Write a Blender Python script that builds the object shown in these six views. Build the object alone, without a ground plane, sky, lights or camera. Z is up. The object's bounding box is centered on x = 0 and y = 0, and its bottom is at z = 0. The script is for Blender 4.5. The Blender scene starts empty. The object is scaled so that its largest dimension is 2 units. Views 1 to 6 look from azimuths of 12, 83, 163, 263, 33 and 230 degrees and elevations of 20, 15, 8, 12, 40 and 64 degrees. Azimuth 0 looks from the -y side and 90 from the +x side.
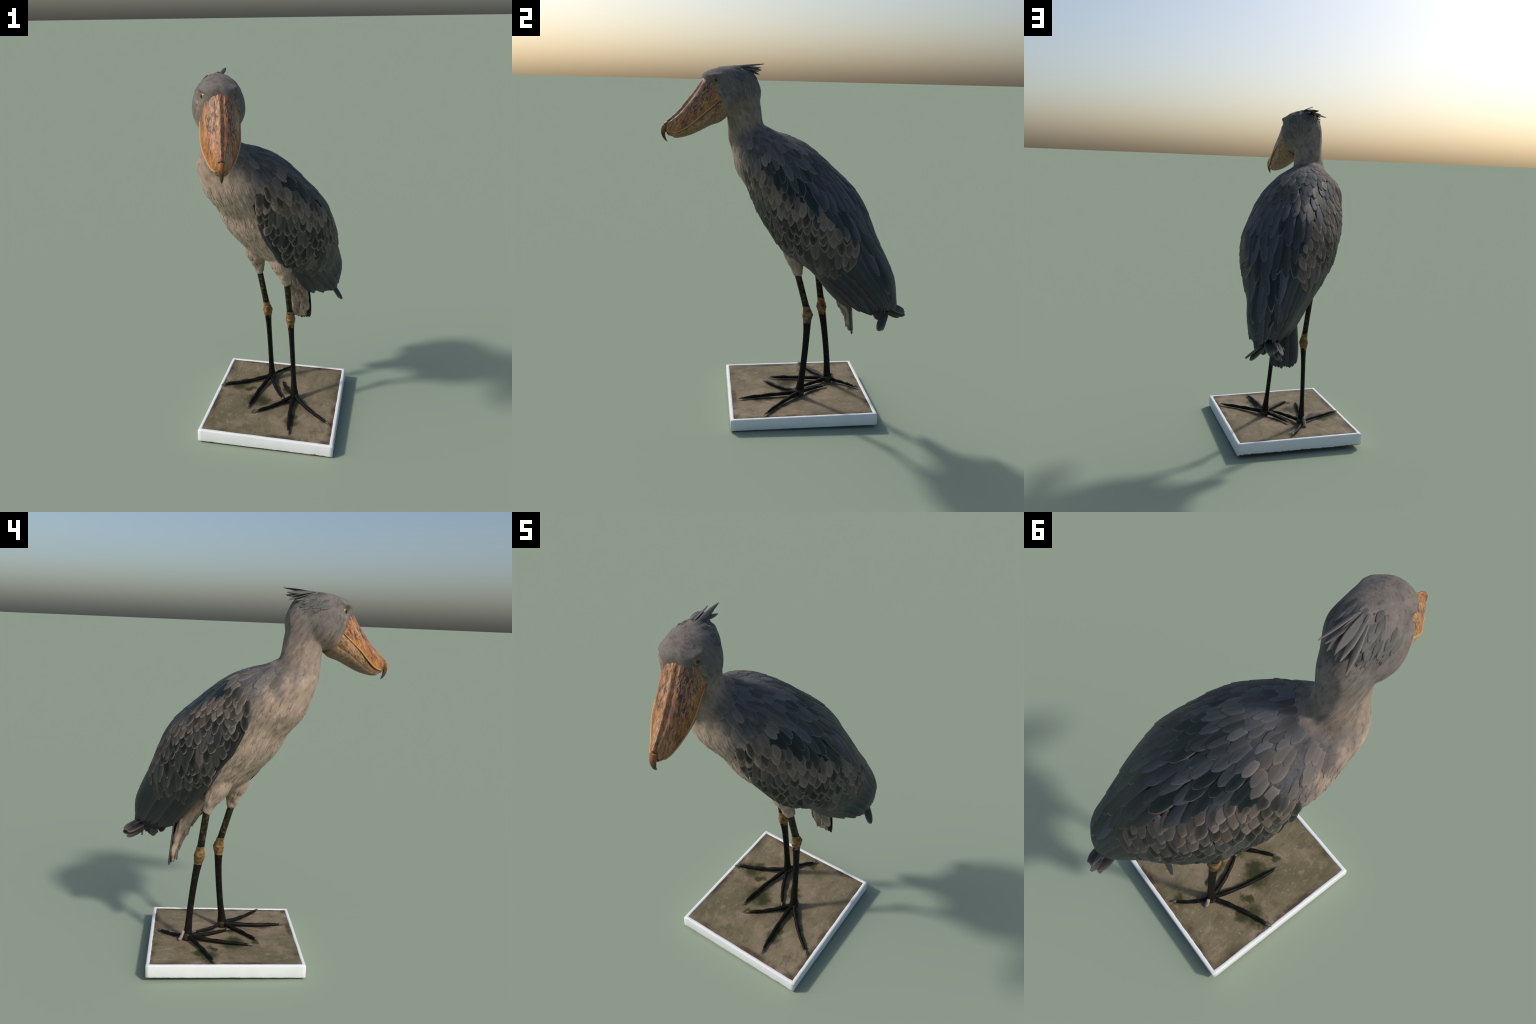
import bpy, bmesh, math, random
import numpy as np
from mathutils import Vector, Matrix, noise
from mathutils.bvhtree import BVHTree

rnd = random.Random(7)
V = Vector


# ------------------------------------------------------------------ helpers
def link(ob, parent=None):
    bpy.context.scene.collection.objects.link(ob)
    if parent is not None:
        ob.parent = parent
    return ob


def new_object(name, verts, faces, mat=None, parent=None, smooth=True):
    me = bpy.data.meshes.new(name)
    me.from_pydata([tuple(v) for v in verts], [], faces)
    me.validate()
    if smooth:
        me.polygons.foreach_set("use_smooth", [True] * len(me.polygons))
    if mat:
        me.materials.append(mat)
    return link(bpy.data.objects.new(name, me), parent)


def catmull(keys, x):
    """Smooth interpolation of a table whose first column is the parameter."""
    K = np.asarray(keys, float)
    i = int(np.clip(np.searchsorted(K[:, 0], x) - 1, 0, len(K) - 2))
    p1, p2 = K[i], K[i + 1]
    h = p2[0] - p1[0]
    s = min(max((x - p1[0]) / h, 0), 1)
    m1 = (p2 - K[i - 1]) / (p2[0] - K[i - 1][0]) * h if i > 0 else p2 - p1
    m2 = (K[i + 2] - p1) / (K[i + 2][0] - p1[0]) * h if i + 2 < len(K) else p2 - p1
    return ((2 * s**3 - 3 * s**2 + 1) * p1 + (s**3 - 2 * s**2 + s) * m1 + (-2 * s**3 + 3 * s**2) * p2 + (s**3 - s**2) * m2)[1:]


def lin(keys, x):
    K = np.asarray(keys, float)
    return float(np.interp(x, K[:, 0], K[:, 1]))


def skin(rings, closed=True):
    """Faces for a stack of rings; caps at both ends."""
    verts = [V(p) for r in rings for p in r]
    n = len(rings[0])
    faces = []
    for i in range(len(rings) - 1):
        for j in range(n if closed else n - 1):
            k = (j + 1) % n
            faces.append((i * n + j, i * n + k, (i + 1) * n + k, (i + 1) * n + j))
    for i in (0, len(rings) - 1):
        c = len(verts)
        verts.append(sum((V(p) for p in rings[i]), V()) / n)
        for j in range(n if closed else n - 1):
            k = (j + 1) % n
            faces.append((c, i * n + j, i * n + k) if i else (c, i * n + k, i * n + j))
    return verts, faces


def tube(path, n=12, step=4, flat=1.0, side=None):
    """Tube through (x, y, z, radius) points; flat widens it along side."""
    K = [(i,) + tuple(p) for i, p in enumerate(path)]
    m = (len(path) - 1) * step + 1
    C = [catmull(K, i / step) for i in range(m)]
    rings = []
    for i, c in enumerate(C):
        a, b = C[max(i - 1, 0)], C[min(i + 1, m - 1)]
        d = V(b[:3]) - V(a[:3])
        d.normalize()
        s = V(side) if side is not None else (V((0, 0, 1)) if abs(d.z) < 0.8 else V((0, 1, 0)))
        u = d.cross(s).normalized()
        w = u.cross(d)
        r = max(c[3], 1e-4)
        rings.append([V(c[:3]) + u * (math.cos(t) * r) + w * (math.sin(t) * r * flat) for t in (2 * math.pi * j / n for j in range(n))])
    return skin(rings)


def join_parts(parts):
    verts, faces = [], []
    for v, f in parts:
        o = len(verts)
        verts += list(v)
        faces += [tuple(i + o for i in q) for q in f]
    return verts, faces


# ---------------------------------------------------------------- materials
def material(name, rough=0.7):
    m = bpy.data.materials.new(name)
    m.use_nodes = True
    nt = m.node_tree
    b = nt.nodes["Principled BSDF"]
    b.inputs["Roughness"].default_value = rough
    b.inputs["Specular IOR Level"].default_value = 0.25
    return m, nt, b


class Nodes:
    def __init__(self, nt):
        self.nt = nt
        self.tc = nt.nodes.new("ShaderNodeTexCoord")
        self.obj = self.tc.outputs["Object"]

    def put(self, sock, v):
        if isinstance(v, bpy.types.NodeSocket):
            self.nt.links.new(v, sock)
        elif isinstance(v, (tuple, list)) and len(v) == 3 and sock.type == "RGBA":
            sock.default_value = (*v, 1)
        else:
            sock.default_value = v

    def math(self, op, a, b=0.0, clamp=False):
        n = self.nt.nodes.new("ShaderNodeMath")
        n.operation, n.use_clamp = op, clamp
        self.put(n.inputs[0], a)
        self.put(n.inputs[1], b)
        return n.outputs[0]

    def mapping(self, scale, rot=(0, 0, 0), vec=None, loc=(0, 0, 0)):
        n = self.nt.nodes.new("ShaderNodeMapping")
        self.put(n.inputs["Vector"], vec or self.obj)
        n.inputs["Scale"].default_value = scale
        n.inputs["Rotation"].default_value = rot
        n.inputs["Location"].default_value = loc
        return n.outputs[0]

    def along(self, axis, squash):
        """Coordinates turned so that axis becomes z, then squashed along it: streaks run along axis."""
        a = V(axis).normalized()
        rx = math.atan2(a.y, a.z)
        ry = -math.atan2(a.x, math.hypot(a.y, a.z))
        return self.mapping((1, 1, squash), (0, 0, 0), self.mapping((1, 1, 1), (rx, ry, 0)))

    def noise(self, scale, detail=3.0, rough=0.55, vec=None, dist=0.0):
        n = self.nt.nodes.new("ShaderNodeTexNoise")
        self.put(n.inputs["Vector"], vec or self.obj)
        n.inputs["Scale"].default_value = scale
        n.inputs["Detail"].default_value = detail
        n.inputs["Roughness"].default_value = rough
        n.inputs["Distortion"].default_value = dist
        return n.outputs["Fac"]

    def voronoi(self, scale, vec=None, feature="F1", out="Distance"):
        n = self.nt.nodes.new("ShaderNodeTexVoronoi")
        n.feature = feature
        self.put(n.inputs["Vector"], vec or self.obj)
        n.inputs["Scale"].default_value = scale
        return n.outputs[out]

    def ramp(self, fac, stops):
        """stops: (position, colour or grey)"""
        n = self.nt.nodes.new("ShaderNodeValToRGB")
        self.put(n.inputs[0], fac)
        e = n.color_ramp.elements
        while len(e) < len(stops):
            e.new(0.5)
        for el, (p, c) in zip(e, stops):
            el.position = p
            el.color = (*c, 1) if isinstance(c, tuple) else (c, c, c, 1)
        return n.outputs[0]

    def mix(self, fac, a, b, mode="MIX"):
        n = self.nt.nodes.new("ShaderNodeMix")
        n.data_type, n.blend_type = "RGBA", mode
        self.put(n.inputs[0], fac)
        self.put(n.inputs[6], a)
        self.put(n.inputs[7], b)
        return n.outputs[2]

    def xyz(self, vec=None):
        n = self.nt.nodes.new("ShaderNodeSeparateXYZ")
        self.put(n.inputs[0], vec or self.obj)
        return n.outputs

    def near(self, centre, radius, soft, wobble=None):
        """1 inside a ball round centre, fading to 0."""
        n = self.nt.nodes.new("ShaderNodeVectorMath")
        n.operation = "DISTANCE"
        self.put(n.inputs[0], self.obj)
        n.inputs[1].default_value = centre
        d = n.outputs["Value"]
        if wobble is not None:
            d = self.math("ADD", d, wobble)
        return self.step(d, radius + soft, radius - soft)

    def step(self, x, lo, hi):
        n = self.nt.nodes.new("ShaderNodeMapRange")
        n.interpolation_type = "SMOOTHSTEP"
        self.put(n.inputs[0], x)
        n.inputs[1].default_value, n.inputs[2].default_value = min(lo, hi), max(lo, hi)
        n.inputs[3].default_value, n.inputs[4].default_value = (0, 1) if lo < hi else (1, 0)
        return n.outputs[0]

    def random(self):
        n = self.nt.nodes.new("ShaderNodeObjectInfo")
        return n.outputs["Random"]

    def island(self):
        n = self.nt.nodes.new("ShaderNodeNewGeometry")
        return n.outputs["Random Per Island"]

    def bump(self, bsdf, height, strength=0.3, dist=0.004):
        n = self.nt.nodes.new("ShaderNodeBump")
        n.inputs["Strength"].default_value = strength
        n.inputs["Distance"].default_value = dist
        self.put(n.inputs["Height"], height)
        self.nt.links.new(n.outputs[0], bsdf.inputs["Normal"])


HEAD_F = V((0.25, -0.968, 0)).normalized()          # where the head looks
BROW = V((-0.165, -0.457, 0))
PALE = (0.370, 0.282, 0.218)      # breast plumage
GREY = (0.147, 0.128, 0.115)    # head plumage
SLATE = (0.058, 0.066, 0.080)   # back plumage


FACE = [((-0.098, -0.372, 1.868), 0.017), ((-0.262, -0.416, 1.862), 0.017), ((-0.092, -0.362, 1.845), 0.012), ((-0.268, -0.405, 1.838), 0.012)]


def plumage_material(name, streak_rot, islands=False):
    """Soft body plumage: grey head, paler neck, buff-grey breast, slate back."""
    m, nt, b = material(name, 0.85)
    N = Nodes(nt)
    x, y, z = N.xyz()
    wob = N.noise(9, 3)
    wob = N.math("MULTIPLY", N.math("SUBTRACT", wob, 0.5), 0.22)
    # pale front: measured along the line from the back to the breast
    front = N.math("ADD", N.math("MULTIPLY", y, -0.55), N.math("MULTIPLY", z, -0.62))
    front = N.math("ADD", front, N.math("MULTIPLY", x, -0.42))
    front = N.math("ADD", front, wob)
    pale = N.step(front, -0.845, -0.66)
    col = N.mix(pale, (0.085, 0.085, 0.088), PALE)
    # neck and head
    up = N.math("SUBTRACT", z, N.math("MULTIPLY", N.math("ADD", y, 0.2), 0.38))
    neck = N.step(N.math("ADD", up, N.math("MULTIPLY", wob, 0.6)), 1.53, 1.66)
    col = N.mix(neck, col, (0.258, 0.202, 0.160))
    head = N.step(N.math("ADD", z, N.math("MULTIPLY", wob, 0.7)), 1.70, 1.83)
    col = N.mix(head, col, GREY)
    c = BROW + HEAD_F * -0.33
    for dz, r in ((1.80, 0.085), (1.86, 0.050)):        # lighter nape below the dark cap
        col = N.mix(N.math("MULTIPLY", N.near((c.x, c.y, dz), r, 0.035, N.math("MULTIPLY", wob, 0.15)), 0.8), col, (0.225, 0.185, 0.158))
    # streaks along the feather flow
    s1 = N.noise(62, 4, 0.6, N.along((0.25, 0.45, -0.85), 0.22), 0.35)
    s2 = N.noise(30, 3, 0.6, N.along((0.25, 0.45, -0.85), 0.45), 0.3)
    streak = N.math("MULTIPLY", N.step(s1, 0.54, 0.68), 0.55)
    col = N.mix(streak, col, N.mix(1.0, col, (0.40, 0.41, 0.42), "MULTIPLY"))
    col = N.mix(N.math("MULTIPLY", N.step(s1, 0.46, 0.30), 0.40), col, N.mix(1.0, col, (1.45, 1.40, 1.36), "MULTIPLY"))
    col = N.mix(N.math("MULTIPLY", N.step(s2, 0.50, 0.62), 0.45), col, N.mix(1.0, col, (0.56, 0.58, 0.59), "MULTIPLY"))
    col = N.mix(N.math("MULTIPLY", N.step(s2, 0.46, 0.36), 0.5), col, N.mix(1.0, col, (1.32, 1.28, 1.24), "MULTIPLY"))
    if not islands:
        sk = N.ramp(N.noise(90, 3), [(0.38, (0.16, 0.125, 0.095)), (0.60, (0.31, 0.225, 0.155))])
        for c, r in FACE:
            col = N.mix(N.math("MULTIPLY", N.near(c, r, r * 0.5, N.math("MULTIPLY", wob, 0.05)), 0.8), col, sk)
    if islands:
        f = N.ramp(N.island(), [(0.0, 0.66), (0.3, 0.92), (0.7, 1.02), (1.0, 1.2)])
        col = N.mix(1.0, col, f, "MULTIPLY")
    N.put(b.inputs["Base Color"], col)
    b.inputs["Sheen Weight"].default_value = 0.05
    N.bump(b, N.math("ADD", s1, N.math("MULTIPLY", s2, 0.8)), 0.45, 0.006)
    return m


def feather_material(name, inner, outer, rim, rim_w=0.12, sharp=0.3, shaft=0.5, rough=0.6, vary=0.35, tint=None, vane=False):
    """Vane colour in the feather's own coordinates: x across (-1..1), y along (0..1)."""
    m, nt, b = material(name, rough)
    N = Nodes(nt)
    x, y, z = N.xyz()
    ax = N.math("ABSOLUTE", x)
    tip = N.math("DIVIDE", N.math("MAXIMUM", N.math("SUBTRACT", y, 0.52), 0.0), 0.48)
    f = N.math("ADD", N.math("POWER", ax, 2.2 - 0.9 * sharp), N.math("POWER", tip, 2.4 - 0.9 * sharp))
    f = N.math("ADD", f, N.math("MULTIPLY", N.math("SUBTRACT", N.noise(7, 3), 0.5), 0.16))
    r = N.random()
    fibre = N.noise(6, 3, 0.6, N.mapping((7.0, 1.2, 1.0), (0, 0, 0.6)))
    col = N.mix(N.step(f, 0.05, 0.85), inner, outer)
    if tint:
        col = N.mix(N.step(r, 0.55, 0.75), col, N.mix(N.step(f, 0.05, 0.9), tint[0], tint[1]))
    g = N.ramp(N.math("FRACT", N.math("MULTIPLY", r, 7.31)), [(0.0, 1 - vary), (1.0, 1 + vary)])
    col = N.mix(1.0, col, g, "MULTIPLY")
    col = N.mix(N.math("MULTIPLY", N.step(fibre, 0.42, 0.68), 0.35), col, N.mix(1.0, col, (0.55, 0.57, 0.6), "MULTIPLY"))
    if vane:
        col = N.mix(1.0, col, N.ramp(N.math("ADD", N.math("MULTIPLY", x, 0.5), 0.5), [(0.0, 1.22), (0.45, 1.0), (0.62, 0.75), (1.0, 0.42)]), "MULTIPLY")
    col = N.mix(N.math("MULTIPLY", N.step(f, 1.0 - 2.2 * rim_w, 1.0 - 0.6 * rim_w), 0.8), col, rim)
    sh = N.math("MULTIPLY", N.step(ax, 0.07, 0.02), shaft)
    col = N.mix(sh, col, N.mix(1.0, col, (0.25, 0.25, 0.25), "MULTIPLY"))
    N.put(b.inputs["Base Color"], col)
    N.bump(b, fibre, 0.25, 0.05)
    return m


MAT = {}
MAT["body"] = plumage_material("soft_plumage", (math.radians(-38), math.radians(-15), 0))
MAT["breast"] = plumage_material("breast_plumage", (math.radians(-38), math.radians(-15), 0), True)
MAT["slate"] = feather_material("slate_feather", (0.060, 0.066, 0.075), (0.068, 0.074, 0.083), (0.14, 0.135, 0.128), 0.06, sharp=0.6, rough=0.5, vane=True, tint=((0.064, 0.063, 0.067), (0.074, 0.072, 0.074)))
MAT["mantle"] = feather_material("mantle_feather", (0.066, 0.070, 0.076), (0.092, 0.093, 0.096), (0.19, 0.175, 0.16), 0.09, sharp=0.6, rough=0.7, tint=((0.035, 0.044, 0.042), (0.055, 0.062, 0.06)))
MAT["nape"] = feather_material("nape_feather", (0.10, 0.098, 0.098), (0.125, 0.118, 0.114), (0.16, 0.148, 0.138), 0.06, rough=0.8, shaft=0.2)
MAT["shoulder"] = feather_material("shoulder_feather", (0.135, 0.120, 0.108), (0.175, 0.150, 0.130), (0.21, 0.178, 0.152), 0.08, sharp=0.6, rough=0.85, shaft=0.15, vary=0.25)
MAT["bottle"] = feather_material("dark_green_feather", (0.012, 0.019, 0.019), (0.024, 0.034, 0.034), (0.21, 0.18, 0.15), 0.09, sharp=0.6, rough=0.4)
MAT["lesser"] = feather_material("brown_covert", (0.135, 0.109, 0.088), (0.185, 0.147, 0.120), (0.25, 0.200, 0.163), 0.16, sharp=0.8, rough=0.8, shaft=0.2, tint=((0.055, 0.050, 0.041), (0.135, 0.112, 0.094)))
MAT["covert"] = feather_material("edged_covert", (0.017, 0.019, 0.016), (0.072, 0.067, 0.059), (0.30, 0.250, 0.205), 0.155, sharp=0.6, rough=0.6, tint=((0.050, 0.051, 0.049), (0.10, 0.092, 0.085)))
MAT["greater"] = feather_material("grey_covert", (0.046, 0.047, 0.046), (0.088, 0.082, 0.076), (0.20, 0.168, 0.140), 0.12, sharp=0.3, rough=0.55, tint=((0.085, 0.075, 0.068), (0.12, 0.102, 0.092)))
MAT["under"] = feather_material("black_edge_feather", (0.012, 0.016, 0.016), (0.022, 0.027, 0.027), (0.04, 0.042, 0.04), 0.05, rough=0.45, shaft=0.3)
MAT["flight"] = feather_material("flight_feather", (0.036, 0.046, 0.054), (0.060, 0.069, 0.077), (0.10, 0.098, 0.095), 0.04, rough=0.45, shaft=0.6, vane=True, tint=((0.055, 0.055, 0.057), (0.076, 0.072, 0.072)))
MAT["undertail"] = feather_material("undertail_feather", (0.20, 0.165, 0.135), (0.27, 0.22, 0.18), (0.33, 0.27, 0.22), 0.08, rough=0.8, shaft=0.2)
MAT["crest"] = feather_material("crest_feather", (0.108, 0.106, 0.099), (0.140, 0.130, 0.120), (0.155, 0.146, 0.135), 0.08, rough=0.8, shaft=0.25, vary=0.22)


def wing_material():
    m, nt, b = material("wing_lining", 0.7)
    N = Nodes(nt)
    n = N.noise(18, 4, 0.6, N.mapping((1, 1, 0.3), (-0.6, 0.2, 0)))
    N.put(b.inputs["Base Color"], N.ramp(n, [(0.3, (0.012, 0.014, 0.015)), (0.7, (0.045, 0.045, 0.046))]))
    return m


def bill_material(name, lower=False):
    m, nt, b = material(name, 0.36)
    b.inputs["Specular IOR Level"].default_value = 0.45
    N = Nodes(nt)
    x, y, z = N.xyz()
    stretch = N.along((0.14, -0.53, -0.83), 0.30)
    big = N.noise(22, 4, 0.6, stretch, 0.4)
    fine = N.noise(150, 4, 0.65, stretch, 0.5)
    spots = N.noise(125, 4, 0.65, stretch, 0.5)
    patch = N.noise(17, 3, 0.6)
    if lower:
        col = N.ramp(big, [(0.34, (0.17, 0.085, 0.033)), (0.50, (0.37, 0.190, 0.075)), (0.66, (0.48, 0.30, 0.165))])
    else:
        col = N.ramp(big, [(0.34, (0.20, 0.070, 0.018)), (0.50, (0.38, 0.140, 0.028)), (0.64, (0.46, 0.225, 0.075))])
    col = N.mix(N.math("MULTIPLY", N.step(fine, 0.51, 0.60), 0.50), col, (0.58, 0.36, 0.20))  # pale highlights of the bill texture, mixed into the base colour
    # dark purple-brown freckles, thick in places, thin in others
    q = N.math("ADD", N.math("ADD", N.math("MULTIPLY", x, HEAD_F.x), N.math("MULTIPLY", y, HEAD_F.y)), -BROW.dot(HEAD_F))
    h = N.math("ADD", N.math("ADD", z, N.math("MULTIPLY", q, 0.77)), -1.733)     # height above the cutting edge
    h = N.math("ADD", h, N.math("MULTIPLY", N.math("SUBTRACT", big, 0.5), 0.06))
    where = N.step(patch, 0.36, 0.60)
    if not lower:
        edge = N.step(h, 0.060, 0.018)
        col = N.mix(N.math("MULTIPLY", edge, 0.75), col, N.ramp(fine, [(0.35, (0.33, 0.105, 0.011)), (0.65, (0.56, 0.22, 0.032))]))
        where = N.math("MULTIPLY", where, N.math("SUBTRACT", 1.0, N.math("MULTIPLY", edge, 0.25)))
        crown = N.step(h, 0.060, 0.115)
        col = N.mix(N.math("MULTIPLY", crown, 0.35), col, (0.30, 0.17, 0.105))
    k = N.math("MULTIPLY", N.step(spots, 0.46, 0.55), N.math("ADD", 0.30, N.math("MULTIPLY", where, 0.34 if lower else 0.66)))
    col = N.mix(k, col, (0.038, 0.023, 0.024))
    N.put(b.inputs["Base Color"], col)
    N.bump(b, N.math("ADD", N.math("MULTIPLY", fine, 0.6), spots), 0.55, 0.006)
    return m


def leg_material():
    m, nt, b = material("leg_skin", 0.5)
    b.inputs["Specular IOR Level"].default_value = 0.12
    N = Nodes(nt)
    z = N.xyz()[2]
    n = N.noise(60, 4, 0.65)
    col = N.ramp(n, [(0.35, (0.005, 0.005, 0.004)), (0.60, (0.011, 0.010, 0.008)), (0.82, (0.08, 0.055, 0.025))])
    up = N.step(z, 0.60, 0.70)
    col = N.mix(up, col, N.ramp(n, [(0.36, (0.008, 0.008, 0.006)), (0.54, (0.026, 0.024, 0.013)), (0.72, (0.13, 0.10, 0.045))]))
    N.put(b.inputs["Base Color"], col)
    N.bump(b, N.voronoi(90, N.mapping((1, 1, 0.6))), 0.3, 0.003)
    return m


def ochre_material(name="ankle_skin", dark=0.35):
    m, nt, b = material(name, 0.6)
    N = Nodes(nt)
    n = N.noise(45, 4, 0.6)
    bands = N.noise(26, 3, 0.6, N.mapping((0.9, 0.9, 2.2)), 0.8)
    col = N.ramp(n, [(0.36, (0.07, 0.042, 0.017)), (0.54, (0.205, 0.122, 0.042)), (0.72, (0.31, 0.20, 0.085))])
    col = N.mix(N.math("MULTIPLY", N.step(bands, 0.52, 0.62), 0.6), col, (0.07, 0.042, 0.016))
    N.put(b.inputs["Base Color"], col)
    N.bump(b, bands, 0.5, 0.004)
    return m


def toe_material():
    m, nt, b = material("toe_skin", 0.5)
    b.inputs["Specular IOR Level"].default_value = 0.12
    N = Nodes(nt)
    n = N.noise(50, 3, 0.6)
    col = N.ramp(n, [(0.4, (0.004, 0.004, 0.003)), (0.65, (0.009, 0.008, 0.006)), (0.82, (0.06, 0.045, 0.018))])
    N.put(b.inputs["Base Color"], col)
    N.bump(b, N.noise(90, 2), 0.3, 0.003)
    return m


def plain(name, col, rough=0.5, spec=0.3):
    m, nt, b = material(name, rough)
    N = Nodes(nt)
    n = N.noise(80, 3)
    N.put(b.inputs["Base Color"], N.mix(N.math("MULTIPLY", n, 0.5), col, tuple(c * 0.6 for c in col)))
    b.inputs["Specular IOR Level"].default_value = spec
    return m


def frame_material():
    m, nt, b = material("white_paint", 0.45)
    N = Nodes(nt)
    x, y, z = N.xyz()
    n = N.noise(6, 3)
    col = N.mix(n, (0.66, 0.70, 0.71), (0.80, 0.81, 0.79))
    chip = N.math("ADD", z, N.math("MULTIPLY", N.noise(34, 4, 0.7), -0.024))
    chip = N.math("SUBTRACT", chip, N.math("MULTIPLY", N.math("ADD", y, 0.2), 0.018))
    chip = N.math("ADD", chip, N.math("MAXIMUM", N.math("SUBTRACT", x, 0.362), 0.0))
    col = N.mix(N.step(chip, 0.001, -0.006), col, N.ramp(N.noise(50, 3), [(0.4, (0.03, 0.025, 0.02)), (0.6, (0.25, 0.08, 0.03))]))
    N.put(b.inputs["Base Color"], col)
    N.bump(b, N.noise(40, 3), 0.15, 0.004)
    return m


def soil_material(moss):
    m, nt, b = material("painted_soil", 0.75)
    N = Nodes(nt)
    x, y, z = N.xyz()
    big = N.noise(4.5, 4, 0.6)
    mid = N.noise(18, 4, 0.6, N.mapping((1, 1, 1), (0, 0, 0.5)), 0.6)
    col = N.ramp(big, [(0.34, (0.122, 0.104, 0.056)), (0.50, (0.166, 0.137, 0.082)), (0.64, (0.225, 0.178, 0.117))])
    col = N.mix(N.math("MULTIPLY", N.step(mid, 0.45, 0.30), 0.4), col, (0.10, 0.082, 0.050))
    scr = N.noise(30, 3, 0.6, N.mapping((3.2, 0.7, 1.0), (0, 0, 0.9)))
    col = N.mix(N.math("MULTIPLY", N.step(scr, 0.60, 0.72), 0.38), col, (0.30, 0.25, 0.18))
    smear = N.noise(15, 5, 0.7, N.mapping((1.3, 0.8, 1.0), (0, 0, 0.4)), 0.4)
    col = N.mix(N.math("MULTIPLY", N.step(smear, 0.54, 0.64), 0.60), col, (0.27, 0.215, 0.150))
    col = N.mix(N.math("MULTIPLY", N.step(smear, 0.46, 0.36), 0.50), col, (0.088, 0.074, 0.042))
    speck = N.voronoi(30, N.mapping((1, 1.5, 1)))
    col = N.mix(N.math("MULTIPLY", N.step(speck, 0.20, 0.08), N.math("MULTIPLY", N.step(N.noise(9, 3), 0.46, 0.56), 0.7)), col, (0.33, 0.28, 0.22))
    wob = N.math("MULTIPLY", N.math("SUBTRACT", N.noise(24, 4, 0.65), 0.5), 0.09)
    for c, r in moss:
        k = N.near(c, r, r * 0.55, wob)
        col = N.mix(N.math("MULTIPLY", k, 0.88), col, (0.030, 0.033, 0.010))
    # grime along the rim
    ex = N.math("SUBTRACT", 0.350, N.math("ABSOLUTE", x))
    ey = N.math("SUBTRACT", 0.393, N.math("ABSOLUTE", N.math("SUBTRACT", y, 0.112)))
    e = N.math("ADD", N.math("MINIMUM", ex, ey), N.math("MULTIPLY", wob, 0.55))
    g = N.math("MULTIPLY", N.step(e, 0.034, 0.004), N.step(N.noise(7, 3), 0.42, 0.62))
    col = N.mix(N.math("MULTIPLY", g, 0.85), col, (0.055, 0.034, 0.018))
    N.put(b.inputs["Base Color"], col)
    N.bump(b, N.math("ADD", mid, N.math("MULTIPLY", scr, 0.4)), 0.35, 0.006)
    return m


def eye_material():
    m, nt, b = material("eye_ball", 0.12)
    b.inputs["Specular IOR Level"].default_value = 0.5
    N = Nodes(nt)
    x, y, z = N.xyz()
    d = N.math("SQRT", N.math("ADD", N.math("MULTIPLY", x, x), N.math("MULTIPLY", y, y)))
    col = N.ramp(d, [(0.0, (0.006, 0.006, 0.005)), (0.40, (0.008, 0.008, 0.005)), (0.47, (0.30, 0.17, 0.02)), (0.68, (0.24, 0.15, 0.025)), (0.78, (0.03, 0.028, 0.012)), (1.0, (0.02, 0.018, 0.01))])
    N.put(b.inputs["Base Color"], col)
    return m


# -------------------------------------------------------------------- frames
NECK_BASE = V((-0.17, -0.10, 1.58))                 # torso axis runs from here to the tail
AX = V((0.305, 0.577, -0.758)).normalized()
LAT = AX.cross(V((0, 0, 1))).normalized()           # towards the bird's left
DOR = LAT.cross(AX)                                 # out of the back

# torso and folded wings: position on the axis, centre (lateral, dorsal), half width, half height, egg shape, squareness
TORSO = [
    (-0.10, -0.007, -0.067, 0.097, 0.123, 0.00, 2.2),
    (-0.02, -0.006, -0.078, 0.140, 0.137, -0.03, 2.2),
    (0.06, -0.003, -0.060, 0.186, 0.172, 0.00, 2.2),
    (0.14, -0.003, -0.043, 0.222, 0.200, 0.00, 2.15),
    (0.22, 0.004, -0.032, 0.248, 0.217, -0.03, 2.15),
    (0.30, 0.008, -0.031, 0.268, 0.236, -0.03, 2.1),
    (0.38, 0.014, -0.026, 0.278, 0.245, -0.05, 2.15),
    (0.46, 0.026, -0.017, 0.284, 0.250, -0.08, 2.15),
    (0.54, 0.034, -0.014, 0.286, 0.249, -0.08, 2.15),
    (0.62, 0.038, -0.012, 0.276, 0.236, -0.10, 2.2),
    (0.70, 0.039, -0.004, 0.256, 0.214, -0.10, 2.3),
    (0.78, 0.035, 0.000, 0.234, 0.195, -0.08, 2.35),
    (0.86, 0.037, -0.008, 0.207, 0.190, -0.05, 2.3),
    (0.94, 0.039, -0.014, 0.178, 0.185, -0.05, 2.2),
    (1.02, 0.045, -0.016, 0.150, 0.165, -0.03, 2.2),
    (1.10, 0.055, -0.008, 0.120, 0.130, -0.03, 2.2),
    (1.18, 0.056, -0.004, 0.080, 0.085, -0.05, 2.1),
    (1.24, 0.050, 0.000, 0.045, 0.045, 0.00, 2.0),
]


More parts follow.
